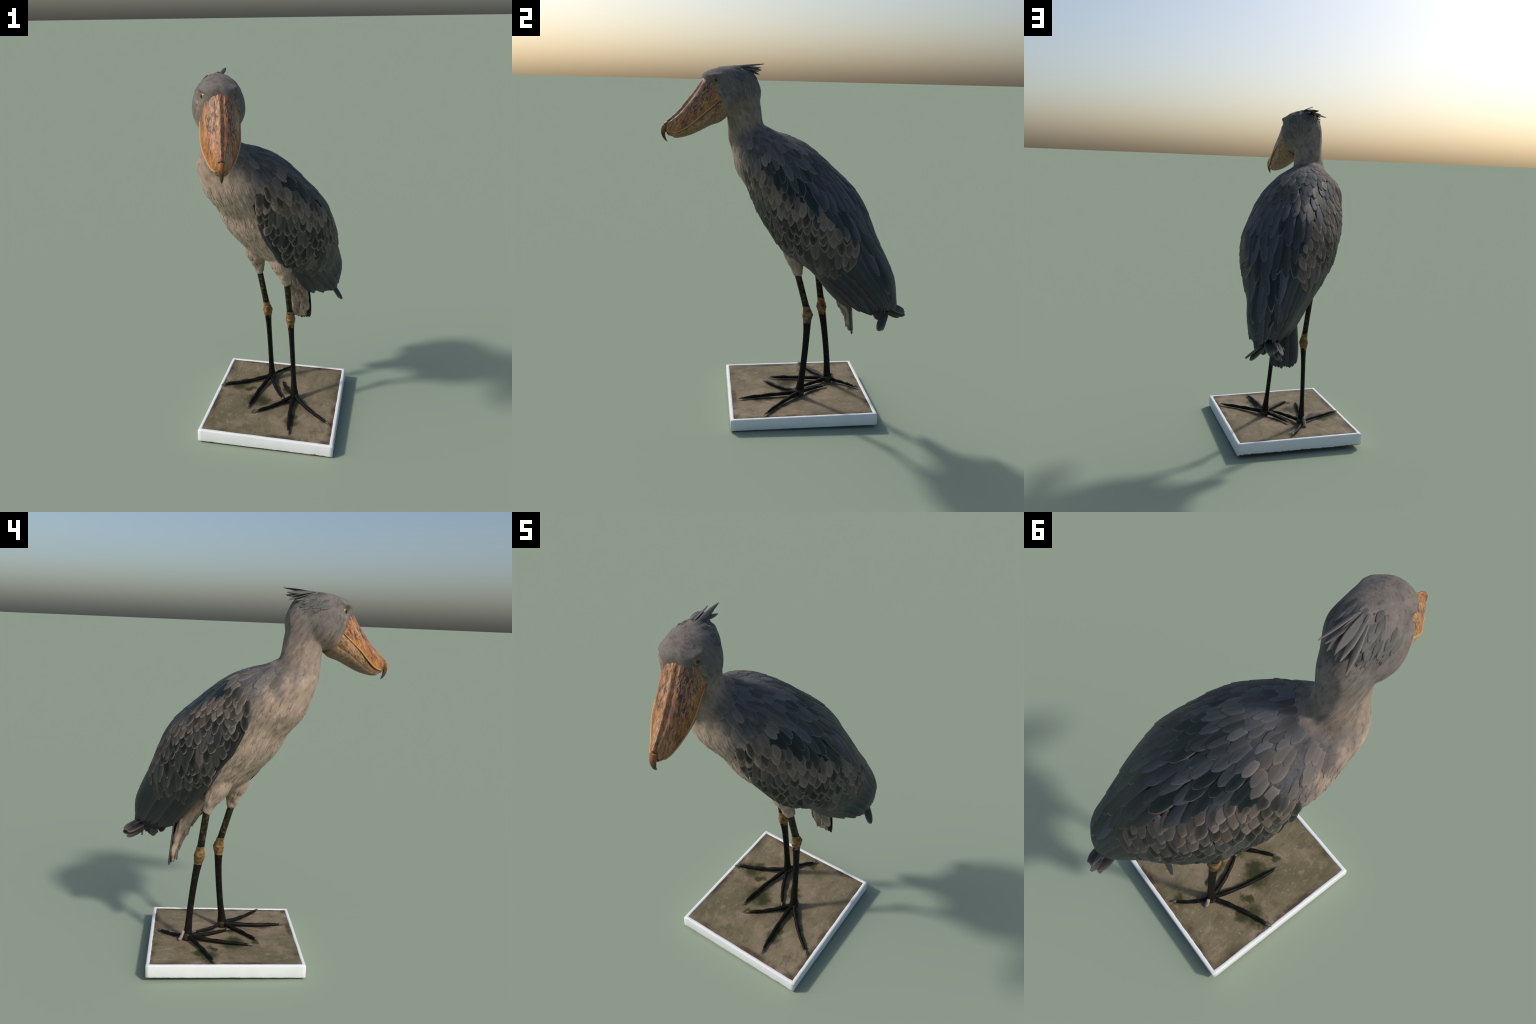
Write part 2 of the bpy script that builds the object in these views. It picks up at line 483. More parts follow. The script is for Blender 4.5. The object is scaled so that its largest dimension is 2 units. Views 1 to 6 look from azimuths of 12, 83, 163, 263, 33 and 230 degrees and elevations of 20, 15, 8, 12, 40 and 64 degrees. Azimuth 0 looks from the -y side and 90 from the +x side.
SWELL = [  # local fullness of the folded wings: amount, t, phi, spread in t, spread in phi
    (0.026, 0.10, -72, 0.11, 32),
    (0.020, 0.53, -62, 0.16, 24),
    (-0.022, 0.57, 114, 0.16, 26),
    (-0.012, 0.46, 32, 0.24, 26),
    (-0.012, 0.47, 8, 0.16, 22),
    (0.010, 0.28, 86, 0.17, 24),
    (-0.030, 0.98, -102, 0.20, 38),
    (-0.018, 1.00, 98, 0.14, 34),
    (-0.014, 0.50, -124, 0.26, 15),
    (0.005, 0.08, -142, 0.14, 34),
    (-0.010, 0.22, -140, 0.14, 26),
    (0.012, 0.24, 172, 0.16, 22),
    (0.015, 0.03, 176, 0.09, 36),
    (0.008, 0.46, 168, 0.22, 26),
    (0.011, 0.62, 152, 0.15, 20),
    (0.012, 1.10, -40, 0.08, 36),
    (0.016, 1.14, 122, 0.09, 28),
    (0.012, 1.06, 30, 0.10, 50),
    (0.022, 0.64, -24, 0.15, 20),
]


def swell(t, phi):
    s = 0.0
    for a, t0, p0, st, sp in SWELL:
        d = (phi - p0 + 180) % 360 - 180
        s += a * math.exp(-((t - t0) / st) ** 2 - (d / sp) ** 2)
    return s


def torso_point(t, phi, inset=0.0, table=TORSO):
    """Point on the torso envelope; phi = 0 on the back, +90 degrees on the bird's left."""
    cx, cy, w, h, egg, ex = catmull(table, t)
    s, c = math.sin(math.radians(phi)), math.cos(math.radians(phi))
    r = 0.25
    for _ in range(12):        # solve for the radius along this direction
        b = max(-1.0, min(1.0, r * c / h))
        ww = w * (1 + egg * b)
        r = 1.0 / (abs(s / ww) ** ex + abs(c / h) ** ex) ** (1 / ex)
    r += swell(t, phi) - inset
    return NECK_BASE + AX * t + LAT * (cx + s * r) + DOR * (cy + c * r)


HEAD_F = V((0.25, -0.968, 0)).normalized()          # where the head looks
HEAD_R = HEAD_F.cross(V((0, 0, 1)))                 # towards the bird's right
BROW = V((-0.165, -0.457, 0))


def head_point(q, r, z):
    p = BROW + HEAD_F * q + HEAD_R * r
    return V((p.x, p.y, z))


def oval(q, zc, up, down, w, n=40, r0=-0.006, ex=2.0, taper=0.0):
    out = []
    for j in range(n):
        a = 2 * math.pi * j / n
        c, s = math.cos(a), math.sin(a)
        e = ex if c > 0 else 2.0
        k = (abs(c) ** e + abs(s) ** e) ** (-1 / e)
        out.append(head_point(q, r0 + w * s * k * (1 + taper * c), zc + (up if c > 0 else down) * c * k))
    return out


# -------------------------------------------------------------- body surface
def core_rings():
    """Torso inside the wings: like the envelope, but drawn in under the tail."""
    rings = []
    for i in range(58):
        t = -0.06 + i * 0.0215
        ring = []
        for j in range(56):
            phi = -180 + j * 360 / 56
            side = max(0.0, math.sin(math.radians(abs(phi - 14))))
            down = max(0.0, -math.cos(math.radians(phi - 14)))
            ins = 0.010 * min(1, max(0, (t - 0.08) / 0.12))
            if t > 0.6:
                ins += 0.20 * min(1, (t - 0.6) / 0.5) ** 1.3 * down
                ins += 0.05 * min(1, (t - 0.6) / 0.4) * side
            p = torso_point(t, phi, 0)
            c = catmull(TORSO, t)
            centre = NECK_BASE + AX * t + LAT * c[0] + DOR * c[1]
            ring.append(p + (centre - p).normalized() * min(ins, (centre - p).length * 0.8))
        rings.append(ring)
    return rings


NECK = [  # height, centre along the look direction, half depth, half width
    (1.44, -0.335, 0.116, 0.085),
    (1.50, -0.316, 0.134, 0.118),
    (1.56, -0.286, 0.126, 0.116),
    (1.62, -0.266, 0.113, 0.093),
    (1.68, -0.253, 0.105, 0.084),
    (1.74, -0.247, 0.102, 0.082),
    (1.80, -0.243, 0.096, 0.088),
    (1.86, -0.245, 0.085, 0.085),
]
HEAD = [  # along the look direction: middle height, reach up, reach down, half width, squareness of the crown
    (-0.338, 1.840, 0.030, 0.055, 0.034, 2.0, 0.0),
    (-0.320, 1.842, 0.070, 0.095, 0.054, 2.0, 0.0),
    (-0.296, 1.842, 0.103, 0.115, 0.066, 2.0, 0.0),
    (-0.260, 1.836, 0.133, 0.115, 0.086, 2.0, 0.0),
    (-0.220, 1.830, 0.149, 0.115, 0.109, 2.0, 0.0),
    (-0.180, 1.828, 0.158, 0.113, 0.123, 2.0, 0.0),
    (-0.140, 1.826, 0.157, 0.118, 0.121, 2.1, 0.0),
    (-0.100, 1.830, 0.148, 0.138, 0.110, 2.3, 0.0),
    (-0.065, 1.838, 0.128, 0.150, 0.090, 2.6, 0.05),
    (-0.045, 1.842, 0.118, 0.140, 0.072, 2.8, 0.16),
    (-0.025, 1.850, 0.102, 0.110, 0.056, 2.9, 0.32),
    (-0.008, 1.862, 0.080, 0.080, 0.046, 2.7, 0.36),
    (0.000, 1.872, 0.058, 0.060, 0.036, 2.4, 0.30),
]

neck_rings = []
for i in range(30):
    z = 1.44 + i * 0.42 / 29
    qc, hd, hw = catmull(NECK, z)
    neck_rings.append([head_point(qc + hd * math.cos(a), -0.004 + hw * math.sin(a), z) for a in (2 * math.pi * j / 40 for j in range(40))])
head_rings = []
for i in range(36):
    q = -0.338 + i * 0.338 / 35
    zc, up, dn, w, sq, tp = catmull(HEAD, q)
    head_rings.append(oval(q, zc, up, dn, w, ex=sq, taper=tp))

LEGS = {  # thigh top, thigh end, ankle, foot joint
    "left": (V((0.030, 0.060, 0.985)), V((0.061, 0.088, 0.822)), V((0.072, 0.154, 0.585)), V((0.102, 0.117, 0.112))),
    "right": (V((-0.125, 0.165, 1.000)), V((-0.122, 0.232, 0.838)), V((-0.081, 0.263, 0.585)), V((-0.068, 0.320, 0.111))),
}


def thigh(top, end):
    d = end - top
    p = [(*(top + d * k), r) for k, r in ((-0.25, 0.060), (0.15, 0.064), (0.5, 0.047), (0.8, 0.032), (1.0, 0.026), (1.06, 0.017))]
    return tube(p, 20, 5)


def undertail_block():
    """Loose pale coverts hanging below the vent, widening upwards."""
    path = [((0.055, 0.260, 0.880), 0.070, 0.060), ((0.075, 0.316, 0.780), 0.068, 0.048), ((0.086, 0.356, 0.690), 0.064, 0.034),
            ((0.090, 0.387, 0.610), 0.066, 0.025), ((0.093, 0.399, 0.545), 0.060, 0.017), ((0.092, 0.408, 0.490), 0.036, 0.008)]
    K = [(i, *p, a, b) for i, (p, a, b) in enumerate(path)]
    wide, deep = V((0.97, -0.22, 0)).normalized(), V((0.20, 0.85, 0.45)).normalized()
    rings = []
    for i in range(26):
        x, y, z, a, b = catmull(K, i * 5 / 25)
        rings.append([V((x, y, z)) + wide * (a * math.cos(u)) + deep * (b * math.sin(u)) for u in (2 * math.pi * j / 28 for j in range(28))])
    return skin(rings)


parts = [skin(core_rings()), skin(neck_rings), skin(head_rings), undertail_block()]
for top, end, _, _ in LEGS.values():
    parts.append(thigh(top, end))
v, f = join_parts(parts)
raw = new_object("raw_body", v, f)
bm = bmesh.new()
bm.from_mesh(raw.data)
bmesh.ops.recalc_face_normals(bm, faces=bm.faces)
bm.to_mesh(raw.data)
bm.free()
md = raw.modifiers.new("r", "REMESH")
md.mode, md.voxel_size, md.use_smooth_shade = "VOXEL", 0.0065, True
md = raw.modifiers.new("s", "SMOOTH")
md.factor, md.iterations = 0.5, 9
bpy.context.view_layer.update()
body_me = bpy.data.meshes.new_from_object(raw.evaluated_get(bpy.context.evaluated_depsgraph_get()))
bpy.data.objects.remove(raw)

# ruffle the plumage: lumps on thighs and under the tail, faint waves elsewhere
nv = len(body_me.vertices)
P = np.empty(nv * 3)
body_me.vertices.foreach_get("co", P)
P = P.reshape(-1, 3)
Ed = np.empty(len(body_me.edges) * 2, int)
body_me.edges.foreach_get("vertices", Ed)
Ed = Ed.reshape(-1, 2)
deg = np.bincount(Ed.ravel(), minlength=nv)[:, None]
tt = (P - np.array(NECK_BASE)) @ np.array(AX)
wgt = (np.exp(-((tt + 0.01) / 0.075) ** 2) * (P[:, 2] > 1.36) * (P[:, 2] < 1.70))[:, None] * 0.8
for _ in range(60):
    A = np.zeros_like(P)
    np.add.at(A, Ed[:, 0], P[Ed[:, 1]])
    np.add.at(A, Ed[:, 1], P[Ed[:, 0]])
    P += (A / deg - P) * wgt
body_me.vertices.foreach_set("co", P.ravel())
body_me.update()
co = [v.co.copy() for v in body_me.vertices]
no = [v.normal.copy() for v in body_me.vertices]
EYES = {sg: head_point(-0.057, -0.003 + sg * 0.072, 1.900) for sg in (1, -1)}
for v, p, n in zip(body_me.vertices, co, no):
    face, shift = 0.0, V()
    for sg, e in EYES.items():
        d = p - e
        if d.length < 0.09:
            f_, z_ = d.dot(HEAD_F), d.z
            face -= 0.014 * math.exp(-(d.length / 0.022) ** 2)
            b_ = math.exp(-((f_ - 0.006) / 0.034) ** 2 - ((z_ - 0.029 + 0.12 * f_) / 0.0125) ** 2)
            shift += (HEAD_R * sg + V((0, 0, 0.1))) * (0.019 * b_)
            face += 0.006 * math.exp(-((f_ + 0.020) / 0.030) ** 2 - ((z_ + 0.030) / 0.014) ** 2)
    t = (p - NECK_BASE).dot(AX)
    loose = max(0.0, min(1.0, (1.02 - p.z) / 0.12))
    w = noise.noise(V((p.x * 26, p.y * 26, p.z * 13))) * 0.0022
    w += loose * (noise.noise(V((p.x * 30 + 5, p.y * 30, p.z * 16))) * 0.007 + noise.noise(V((p.x * 70, p.y * 70, p.z * 30))) * 0.003)
    v.co = p + n * (w + face) + shift
body_me.update()
body_bvh = BVHTree.FromPolygons([v.co.copy() for v in body_me.vertices], [tuple(p.vertices) for p in body_me.polygons])

# ---------------------------------------------------------------------- root
root = link(bpy.data.objects.new("mounted_stork", None))
root.empty_display_size = 0.2
root["label"] = "taxidermy grey shoe-billed stork standing on a white-rimmed base"
root["category"] = "stuffed bird"


def split_body(me):
    """Split the one smooth surface into named parts that share border vertices and normals."""
    normals = [v.normal.copy() for v in me.vertices]
    groups = {}
    for poly in me.polygons:
        c = poly.center
        t = (c - NECK_BASE).dot(AX)
        key = "torso"
        if (c - BROW).dot(HEAD_F) > -0.14 and c.z > 1.64 or c.z > 1.755:
            key = "head"
        elif t < 0.02 and c.z > 1.50:
            key = "neck"
        elif c.z < 0.93:
            for side, (top, end, _, _) in LEGS.items():
                d = end - top
                k = (c - top).dot(d) / d.length_squared
                if k > 0.32 and (top + d * k - c).length < 0.075 and c.y < 0.30:
                    key = "thigh." + side
            if key == "torso" and c.z < 0.80 and c.y > 0.27:
                key = "undertail"
        groups.setdefault(key, []).append(poly)
    out = {}
    for key, polys in groups.items():
        used = {}
        for p in polys:
            for i in p.vertices:
                used.setdefault(i, len(used))
        verts = [me.vertices[i].co for i in used]
        ob = new_object(key.split(".")[0], verts, [tuple(used[i] for i in p.vertices) for p in polys], MAT["body"])
        ob.data.normals_split_custom_set_from_vertices([normals[i] for i in used])
        out[key] = ob
    return out


body = split_body(body_me)
for key in ("torso", "neck", "head"):
    body[key].parent = root
torso, neck, head = body["torso"], body["neck"], body["head"]

# -------------------------------------------------------- envelope for wings
env_rings = [[torso_point(-0.06 + i * 1.30 / 79, -180 + j * 5) for j in range(72)] for i in range(80)]
ev, ef = skin(env_rings)
env_bvh = BVHTree.FromPolygons(ev, ef)

SCAP = {1: [(0.08, 98), (0.13, 96), (0.21, 82), (0.34, 76), (0.48, 66), (0.55, 54), (0.66, 44), (0.85, 44), (1.2, 40)],
        -1: [(0.03, 74), (0.08, 72), (0.15, 62), (0.21, 55), (0.31, 48), (0.40, 44), (0.52, 39), (0.65, 30), (0.85, 24), (1.2, 20)]}
EDGE = {1: [(0.10, 128), (0.14, 134), (0.22, 143), (0.35, 150), (0.48, 155), (0.70, 160), (0.86, 158), (1.0, 155), (1.2, 150)],
        -1: [(0.08, 84), (0.10, 88), (0.19, 106), (0.26, 114), (0.39, 121), (0.60, 124), (0.76, 128), (0.93, 131), (1.09, 138), (1.2, 140)]}

wing_mat = wing_material()


def wing_shell(side, parent):
    """Body of the folded wing: a thick curved plate from under the scapulars to the lower edge."""
    nt_, nj = 54, 20
    outer, inner = [], []
    for i in range(nt_):
        t = 0.10 + i * 1.08 / (nt_ - 1)
        a, b = lin(SCAP[side], t) - 14, lin(EDGE[side], t)
        for j in range(nj):
            u = j / (nj - 1)
            phi = side * (a + (b - a) * u)
            edge = min(1.0, (1 - u) / 0.10) ** 0.5
            end = min(1.0, (t - 0.10) / 0.05)
            outer.append(torso_point(t, phi, 0.0045 + 0.008 * (1 - end)))
            inner.append(torso_point(t, phi, 0.016 + 0.006 * edge))
    verts = outer + inner
    o = len(outer)
    faces = []
    for i in range(nt_ - 1):
        for j in range(nj - 1):
            q = (i * nj + j, i * nj + j + 1, (i + 1) * nj + j + 1, (i + 1) * nj + j)
            faces += [q, tuple(k + o for k in reversed(q))]
    rim = [j for j in range(nj)] + [i * nj + nj - 1 for i in range(1, nt_)] + [(nt_ - 1) * nj + j for j in range(nj - 2, -1, -1)] + [i * nj for i in range(nt_ - 2, 0, -1)]
    for a, b in zip(rim, rim[1:] + rim[:1]):
        faces.append((b, a, a + o, b + o))
    ob = new_object("wing", verts, faces, wing_mat, parent)
    bm = bmesh.new()
    bm.from_mesh(ob.data)
    bmesh.ops.recalc_face_normals(bm, faces=bm.faces)
    bm.to_mesh(ob.data)
    bm.free()
    return ob


# ------------------------------------------------------------------ feathers
def outline(v, sharp=0.0):
    """Half width of a feather along its length, 0..1."""
    base = min(1.0, 0.72 + 0.28 * math.sin(min(1, v / 0.42) * math.pi / 2))
    if v <= 0.52:
        return base
    s = (v - 0.52) / 0.48
    round_ = max(0.0, 1 - s ** (2.4 - 0.9 * sharp)) ** (1 / (2.2 - 0.9 * sharp))
    return base * round_


ROWS = [0, 0.12, 0.26, 0.40, 0.54, 0.66, 0.77, 0.86, 0.93, 0.975, 1.0]


def feather(name, base, direction, length, half, mat, parent, bvh, lift0=0.0, lift1=0.006, sharp=0.0, bend=0.0, camber=0.12, thick=0.0008, roll=0.0, free=None):
    """A feather laid on a surface: starts at base, runs along direction, its tip lifted.
    Its own coordinates: x across -1..1, y along 0..1."""
    def snap(p):
        q, n, _, _ = bvh.find_nearest(p)
        return q, n
    q, n = snap(base) if bvh else (base, free)
    if bvh:
        d = (direction - n * direction.dot(n)).normalized()
    else:
        d = direction.normalized()
        n = (n - d * n.dot(d)).normalized()
    cols = (-1.0, -0.72, -0.36, 0.0, 0.36, 0.72, 1.0)
    top, nrm = [], []
    p, prev = q.copy(), 0.0
    side0 = d.cross(n).normalized()
    for v in ROWS:
        step = (v - prev) * length
        prev = v
        d = (d + side0 * (bend * step / length)).normalized()
        p = p + d * step
        if bvh:
            p, n = snap(p)
            d = (d - n * d.dot(n)).normalized()
        s = d.cross(n).normalized()
        w = half * outline(v, sharp)
        up = lift0 + (lift1 - lift0) * v ** 1.2
        for u in cols:
            c = p + s * (u * w)
            m = n
            if bvh:
                c, m = snap(c)
            top.append(c + m * (up + half * camber * (1 - u * u) * min(1, v * 4) - abs(u) ** 3 * 0.0012 + u * roll * half))
            nrm.append(m)
    side = d0 = None
    o = q
    yv = (top[len(top) - 4] - q)
    L = max(yv.length, 1e-4)
    yd = yv / L
    n0 = nrm[3]
    xd = yd.cross(n0).normalized()
    zd = xd.cross(yd)
    M = Matrix((xd * half, yd * L, zd * L)).transposed().to_4x4()
    M.translation = o
    inv = M.inverted()
    nc = len(cols)
    k = len(top)
    verts = [inv @ p for p in top] + [inv @ (p - m * thick) for p, m in zip(top, nrm)]
    faces = []
    nr = len(ROWS)
    for i in range(nr - 1):
        for j in range(nc - 1):
            qd = (i * nc + j, i * nc + j + 1, (i + 1) * nc + j + 1, (i + 1) * nc + j)
            faces += [qd, tuple(x + k for x in reversed(qd))]
        for j in (0, nc - 1):
            a, b = i * nc + j, (i + 1) * nc + j
            faces.append((a, b, b + k, a + k) if j == 0 else (b, a, a + k, b + k))
    for j in range(nc - 1):
        faces.append((j + 1, j, j + k, j + 1 + k))
    if name is None:
        return [M @ x for x in verts], faces
    ob = new_object(name, verts, faces, mat, parent)
    ob.matrix_world = M
    return ob


def surf_dir(t, phi, side, angle):
    """Direction on the envelope: along the axis, turned outward from the back by angle."""
    a = torso_point(t, phi)
    dt = (torso_point(t + 0.01, phi) - a).normalized()
    dp = (torso_point(t, phi + side * 2) - a).normalized()
    g = math.radians(angle)
    return dt * math.cos(g) + dp * math.sin(g)


wings = {}
for side in (1, -1):
    wings[side] = wing_shell(side, root)

# flight feathers: long, laid along the lower wing towards the tail
for side in (1, -1):
    n = 10
    for i in range(n):
        u = i / (n - 1)
        t0 = 0.80 - 0.30 * u
        lo, hi = lin(SCAP[side], t0) + 4, lin(EDGE[side], t0) - 5
        phi = lo + (hi - lo) * u
        t1 = 1.20 - 0.16 * u ** 1.6 - 0.015 * rnd.random()
        phi1 = lin(SCAP[side], t1) + 10 + (lin(EDGE[side], t1) - 8 - lin(SCAP[side], t1)) * u
        a, b = torso_point(t0, side * phi), torso_point(t1, side * phi1)
        L = (b - a).length * 1.06
        feather("flight_feather", a, b - a, L, 0.036 + 0.006 * rnd.random(), MAT["flight"], wings[side], env_bvh,
                -0.0030, 0.0005 + 0.0011 * i, sharp=0.3, camber=0.10, bend=rnd.uniform(-0.05, 0.05))

    for i in range(6):
        t0 = 0.15 + 0.10 * i
        e0, e1 = lin(EDGE[side], t0), lin(EDGE[side], t0 + 0.26)
        a, b = torso_point(t0, side * (e0 - 7)), torso_point(t0 + 0.26, side * (e1 - 5))
        feather("flight_feather", a, b - a, (b - a).length * 1.05, 0.024, MAT["under"], wings[side], env_bvh, -0.002, 0.0015, sharp=0.3, camber=0.08)

# coverts: overlapping rows, growing towards the rear
def wing_coverts(side):
    alpha = math.radians(40 if side > 0 else 36)
    ca, sa = math.cos(alpha), math.sin(alpha)
    rows = []
    along = -0.40
    items = []
    k = 0
    while along < 1.6:
        size = 0.75 + 0.55 * max(0, min(1, (along - 0.15) / 0.65))
        gap = 0.040 * size
        across = -1.0 + (k % 2) * 0.5 * gap
        while across < 1.0:
            X = along * ca - across * sa
            Y = along * sa + across * ca
            items.append((along, X, Y, size))
            across += gap
        along += 0.040 * size
        k += 1
    out = 0
    for along, X, Y, size in items:
        t = X + rnd.uniform(-0.006, 0.006)
        if not 0.09 < t < 0.84:
            continue
        r = 0.262
        phi = math.degrees(Y / r) + 40 + rnd.uniform(-1.2, 1.2)
        lo, hi = lin(SCAP[side], t) - 3, lin(EDGE[side], t)
        if not lo < phi < hi - ((15 if t > 0.2 else 8) if side > 0 else (13 if t > 0.22 else 3)):
            continue
        tip_t = t + 0.085 * size * ca
        if tip_t > 0.93 - 0.0022 * (phi - 60):
            continue
        dist = phi - lo
        if dist < 25 and t > 0.12:
            mat, sharp = MAT["lesser"], 0.8
        elif t + 0.004 * (phi - 60) < 0.38:
            mat, sharp = (MAT["lesser"] if rnd.random() < 0.6 else MAT["covert"]), 0.7
        elif tip_t > 0.76 - 0.0012 * (phi - 60):
            mat, sharp = MAT["greater"], 0.3
        else:
            mat, sharp = (MAT["covert"] if rnd.random() < 0.8 else MAT["greater"]), 0.6
        L = 0.092 * size * rnd.uniform(0.88, 1.18)
        if mat == MAT["greater"]:
            L *= 1.35
        d = surf_dir(t, side * phi, side, math.degrees(alpha) + rnd.uniform(-7, 7))
        feather("covert_feather", torso_point(t, side * phi), d, L, 0.0245 * size * rnd.uniform(0.92, 1.1), mat, wings[side], env_bvh,
                -0.001, 0.0046 + rnd.uniform(-0.001, 0.002), sharp=sharp, bend=rnd.uniform(-0.16, 0.16), camber=0.07)
        out += 1
    return out


counts = [wing_coverts(s) for s in (1, -1)]

# scapulars and mantle: from the neck over the back, longer towards the tail
n_scap = 0
t = -0.035
row = 0
while t < 0.90:
    size = 0.072 + 0.25 * max(0.0, min(1.0, (t - 0.05) / 0.75)) ** 1.15
    half = 0.018 + 0.014 * max(0.0, min(1.0, t / 0.6))
    lo, hi = -lin(SCAP[-1], t) + 4, lin(SCAP[1], t) - 5
    if t < 0.10:
        lo, hi = -76, 108
    width = math.radians(hi - lo) * 0.25
    m = max(3, int(round(width / (half * 1.62))))
    for j in range(m):
        u = (j + 0.5 + (row % 2) * 0.5 - 0.25) / m
        phi = lo + (hi - lo) * u + rnd.uniform(-2, 2)
        c = 12
        ang = (phi - c) / 70 * (22 if t < 0.5 else 6)
        side = 1
        d = surf_dir(t, phi, side, ang + rnd.uniform(-6, 6))
        if t < 0.08 or (t < 0.14 and rnd.random() < 0.5):
            mat = MAT["nape"]
        elif t < 0.30:
            mat = MAT["bottle"] if rnd.random() < 0.14 else MAT["mantle"]
        else:
            mat = MAT["bottle"] if rnd.random() < 0.17 else MAT["slate"]
        edge = min(u, 1 - u)
        if t < 0.12 and edge < 0.22:
            mat = MAT["shoulder"]
        if edge < 0.12 and 0.15 < t < 0.55 and rnd.random() < 0.45:
            mat = MAT["bottle"]
        L = size * rnd.uniform(0.85, 1.25)
        near_neck = t < 0.065
        if near_neck:
            hit = body_bvh.find_nearest(torso_point(t, phi))
            if hit[3] > 0.03 or rnd.random() < (0.55 if min(u, 1 - u) < 0.2 else 0.12):
                continue
        feather("scapular_feather", torso_point(t + rnd.uniform(-0.008, 0.008), phi), d, L, half * rnd.uniform(0.92, 1.12), mat, torso, body_bvh if near_neck else env_bvh,
                0.0004 if near_neck else -0.001, (0.0012 if t < 0.14 else 0.0028) + rnd.uniform(-0.0006, 0.001), sharp=0.6, bend=rnd.uniform(-0.18, 0.18), camber=0.06)
        n_scap += 1
    t += 0.045 + 0.030 * min(1, t / 0.6)
    row += 1
print("coverts", counts, "scapulars", n_scap)

# loose plumes at the wing tips
for base, tip, h, n in ((V((0.262, 0.565, 0.668)), V((0.340, 0.506, 0.574)), 0.024, V((0.85, -0.40, 0.38))),
                        (V((0.255, 0.575, 0.665)), V((0.322, 0.530, 0.570)), 0.018, V((0.4, 0.6, 0.6))),
                        (V((0.215, 0.560, 0.700)), V((0.196, 0.690, 0.640)), 0.022, V((-0.9, 0.1, 0.45))),
                        (V((0.225, 0.565, 0.675)), V((0.206, 0.694, 0.617)), 0.024, V((0.95, 0.2, 0.15))),
                        (V((0.205, 0.560, 0.665)), V((0.186, 0.672, 0.600)), 0.022, V((-0.95, 0.0, 0.2))),
                        (V((0.282, 0.490, 0.715)), V((0.286, 0.525, 0.622)), 0.030, V((0.95, 0.25, 0.1))),
                        (V((0.270, 0.530, 0.710)), V((0.272, 0.560, 0.612)), 0.030, V((0.8, 0.5, 0.2))),
                        (V((0.228, 0.560, 0.700)), V((0.238, 0.680, 0.642)), 0.034, V((0.2, 0.35, 0.9))),
                        (V((0.205, 0.560, 0.690)), V((0.188, 0.668, 0.628)), 0.032, V((-0.25, 0.35, 0.9))),
                        (V((0.255, 0.552, 0.715)), V((0.258, 0.565, 0.607)), 0.027, V((0.2, 0.9, 0.25))),
                        (V((0.225, 0.572, 0.715)), V((0.214, 0.585, 0.600)), 0.026, V((0.0, 0.95, 0.2))),
                        (V((0.150, 0.500, 0.735)), V((0.160, 0.525, 0.613)), 0.024, V((-0.9, 0.3, 0.1))),
                        (V((0.165, 0.455, 0.750)), V((0.180, 0.480, 0.632)), 0.026, V((-0.9, 0.2, 0.1))),
                        (V((0.225, 0.570, 0.700)), V((0.212, 0.680, 0.656)), 0.016, V((0.6, 0.3, 0.7)))):
    d = tip - base
    feather("loose_plume", base, d, d.length, h, MAT["greater"], torso, None, 0, 0.002, sharp=0.0, camber=0.22, thick=0.003, free=n.normalized())

# tail: a narrow dark sheet of blades hanging down behind the pale undertail coverts
tail_root = V((0.080, 0.386, 0.840))
v, f = tube([(*tail_root, 0.03), (*(tail_root + V((0.002, 0.008, -0.08))), 0.026), (*(tail_root + V((0.004, 0.014, -0.16))), 0.010)], 12, 3)
tail = new_object("tail", v, f, wing_mat, root)
for i in (0, 8, 1, 7, 2, 6, 3, 5, 4):
    u = (i - 4) / 4
    base = tail_root + V((0.035 * u, -0.006 * u + 0.0012 * (4 - abs(i - 4)), 0))
    tip = V((0.088 + 0.064 * u, 0.417 - 0.014 * u + 0.0015 * (4 - abs(i - 4)), 0.477 + 0.014 * u * u + rnd.uniform(-0.006, 0.010)))
    d = tip - base
    feather("tail_feather", base, d, d.length, 0.026, MAT["flight"], tail, None, 0, 0.0, sharp=0.0, camber=0.12,
            thick=0.002, free=V((0.2 + 0.2 * u, 0.95, 0.10)).normalized())
body["undertail"].parent = tail
# loose undertail coverts over the pale block
for i in range(46):
    z = 0.86 - 0.30 * (i / 45)
    x = 0.09 + rnd.uniform(-0.06, 0.06)
    p = V((x - 0.3 * 0.0, 0.20 + (0.86 - z) * 0.35 + rnd.uniform(-0.02, 0.02), z))
    d = V((rnd.uniform(-0.15, 0.2), 0.30, -0.92))
    feather("undertail_feather", p, d, rnd.uniform(0.07, 0.11), rnd.uniform(0.012, 0.019), MAT["undertail"], tail, body_bvh, 0.0, rnd.uniform(0.004, 0.010), sharp=0.5, camber=0.25)

# soft lance-shaped feathers of the breast and flanks
soft = []
for i in range(1300):
    t = rnd.uniform(-0.04, 0.72)
    phi = rnd.uniform(100, 285) if t > 0.12 else rnd.uniform(60, 300)
    p = torso_point(t, phi)
    q, n, _, _ = body_bvh.find_nearest(p)
    side = 1 if phi < 192 else -1
    e = lin(EDGE[1], t) - 2 if side > 0 else lin(EDGE[-1], t) - 2
    a = phi if side > 0 else 360 - phi
    if a < e and t > 0.11:
        continue
    d = AX * 0.9 + V((0, 0, -0.35)) + V((rnd.uniform(-0.12, 0.12), rnd.uniform(-0.12, 0.12), rnd.uniform(-0.1, 0.1)))
    soft.append(feather(None, q, d, rnd.uniform(0.050, 0.090), rnd.uniform(0.005, 0.009), None, None, body_bvh, -0.0012, rnd.uniform(0.0008, 0.0024), sharp=0.8, camber=0.08, thick=0.001))
sv, sf = join_parts(soft)
breast = new_object("breast_feathers", sv, sf, MAT["breast"], torso)
breast["kind"] = "stuff"

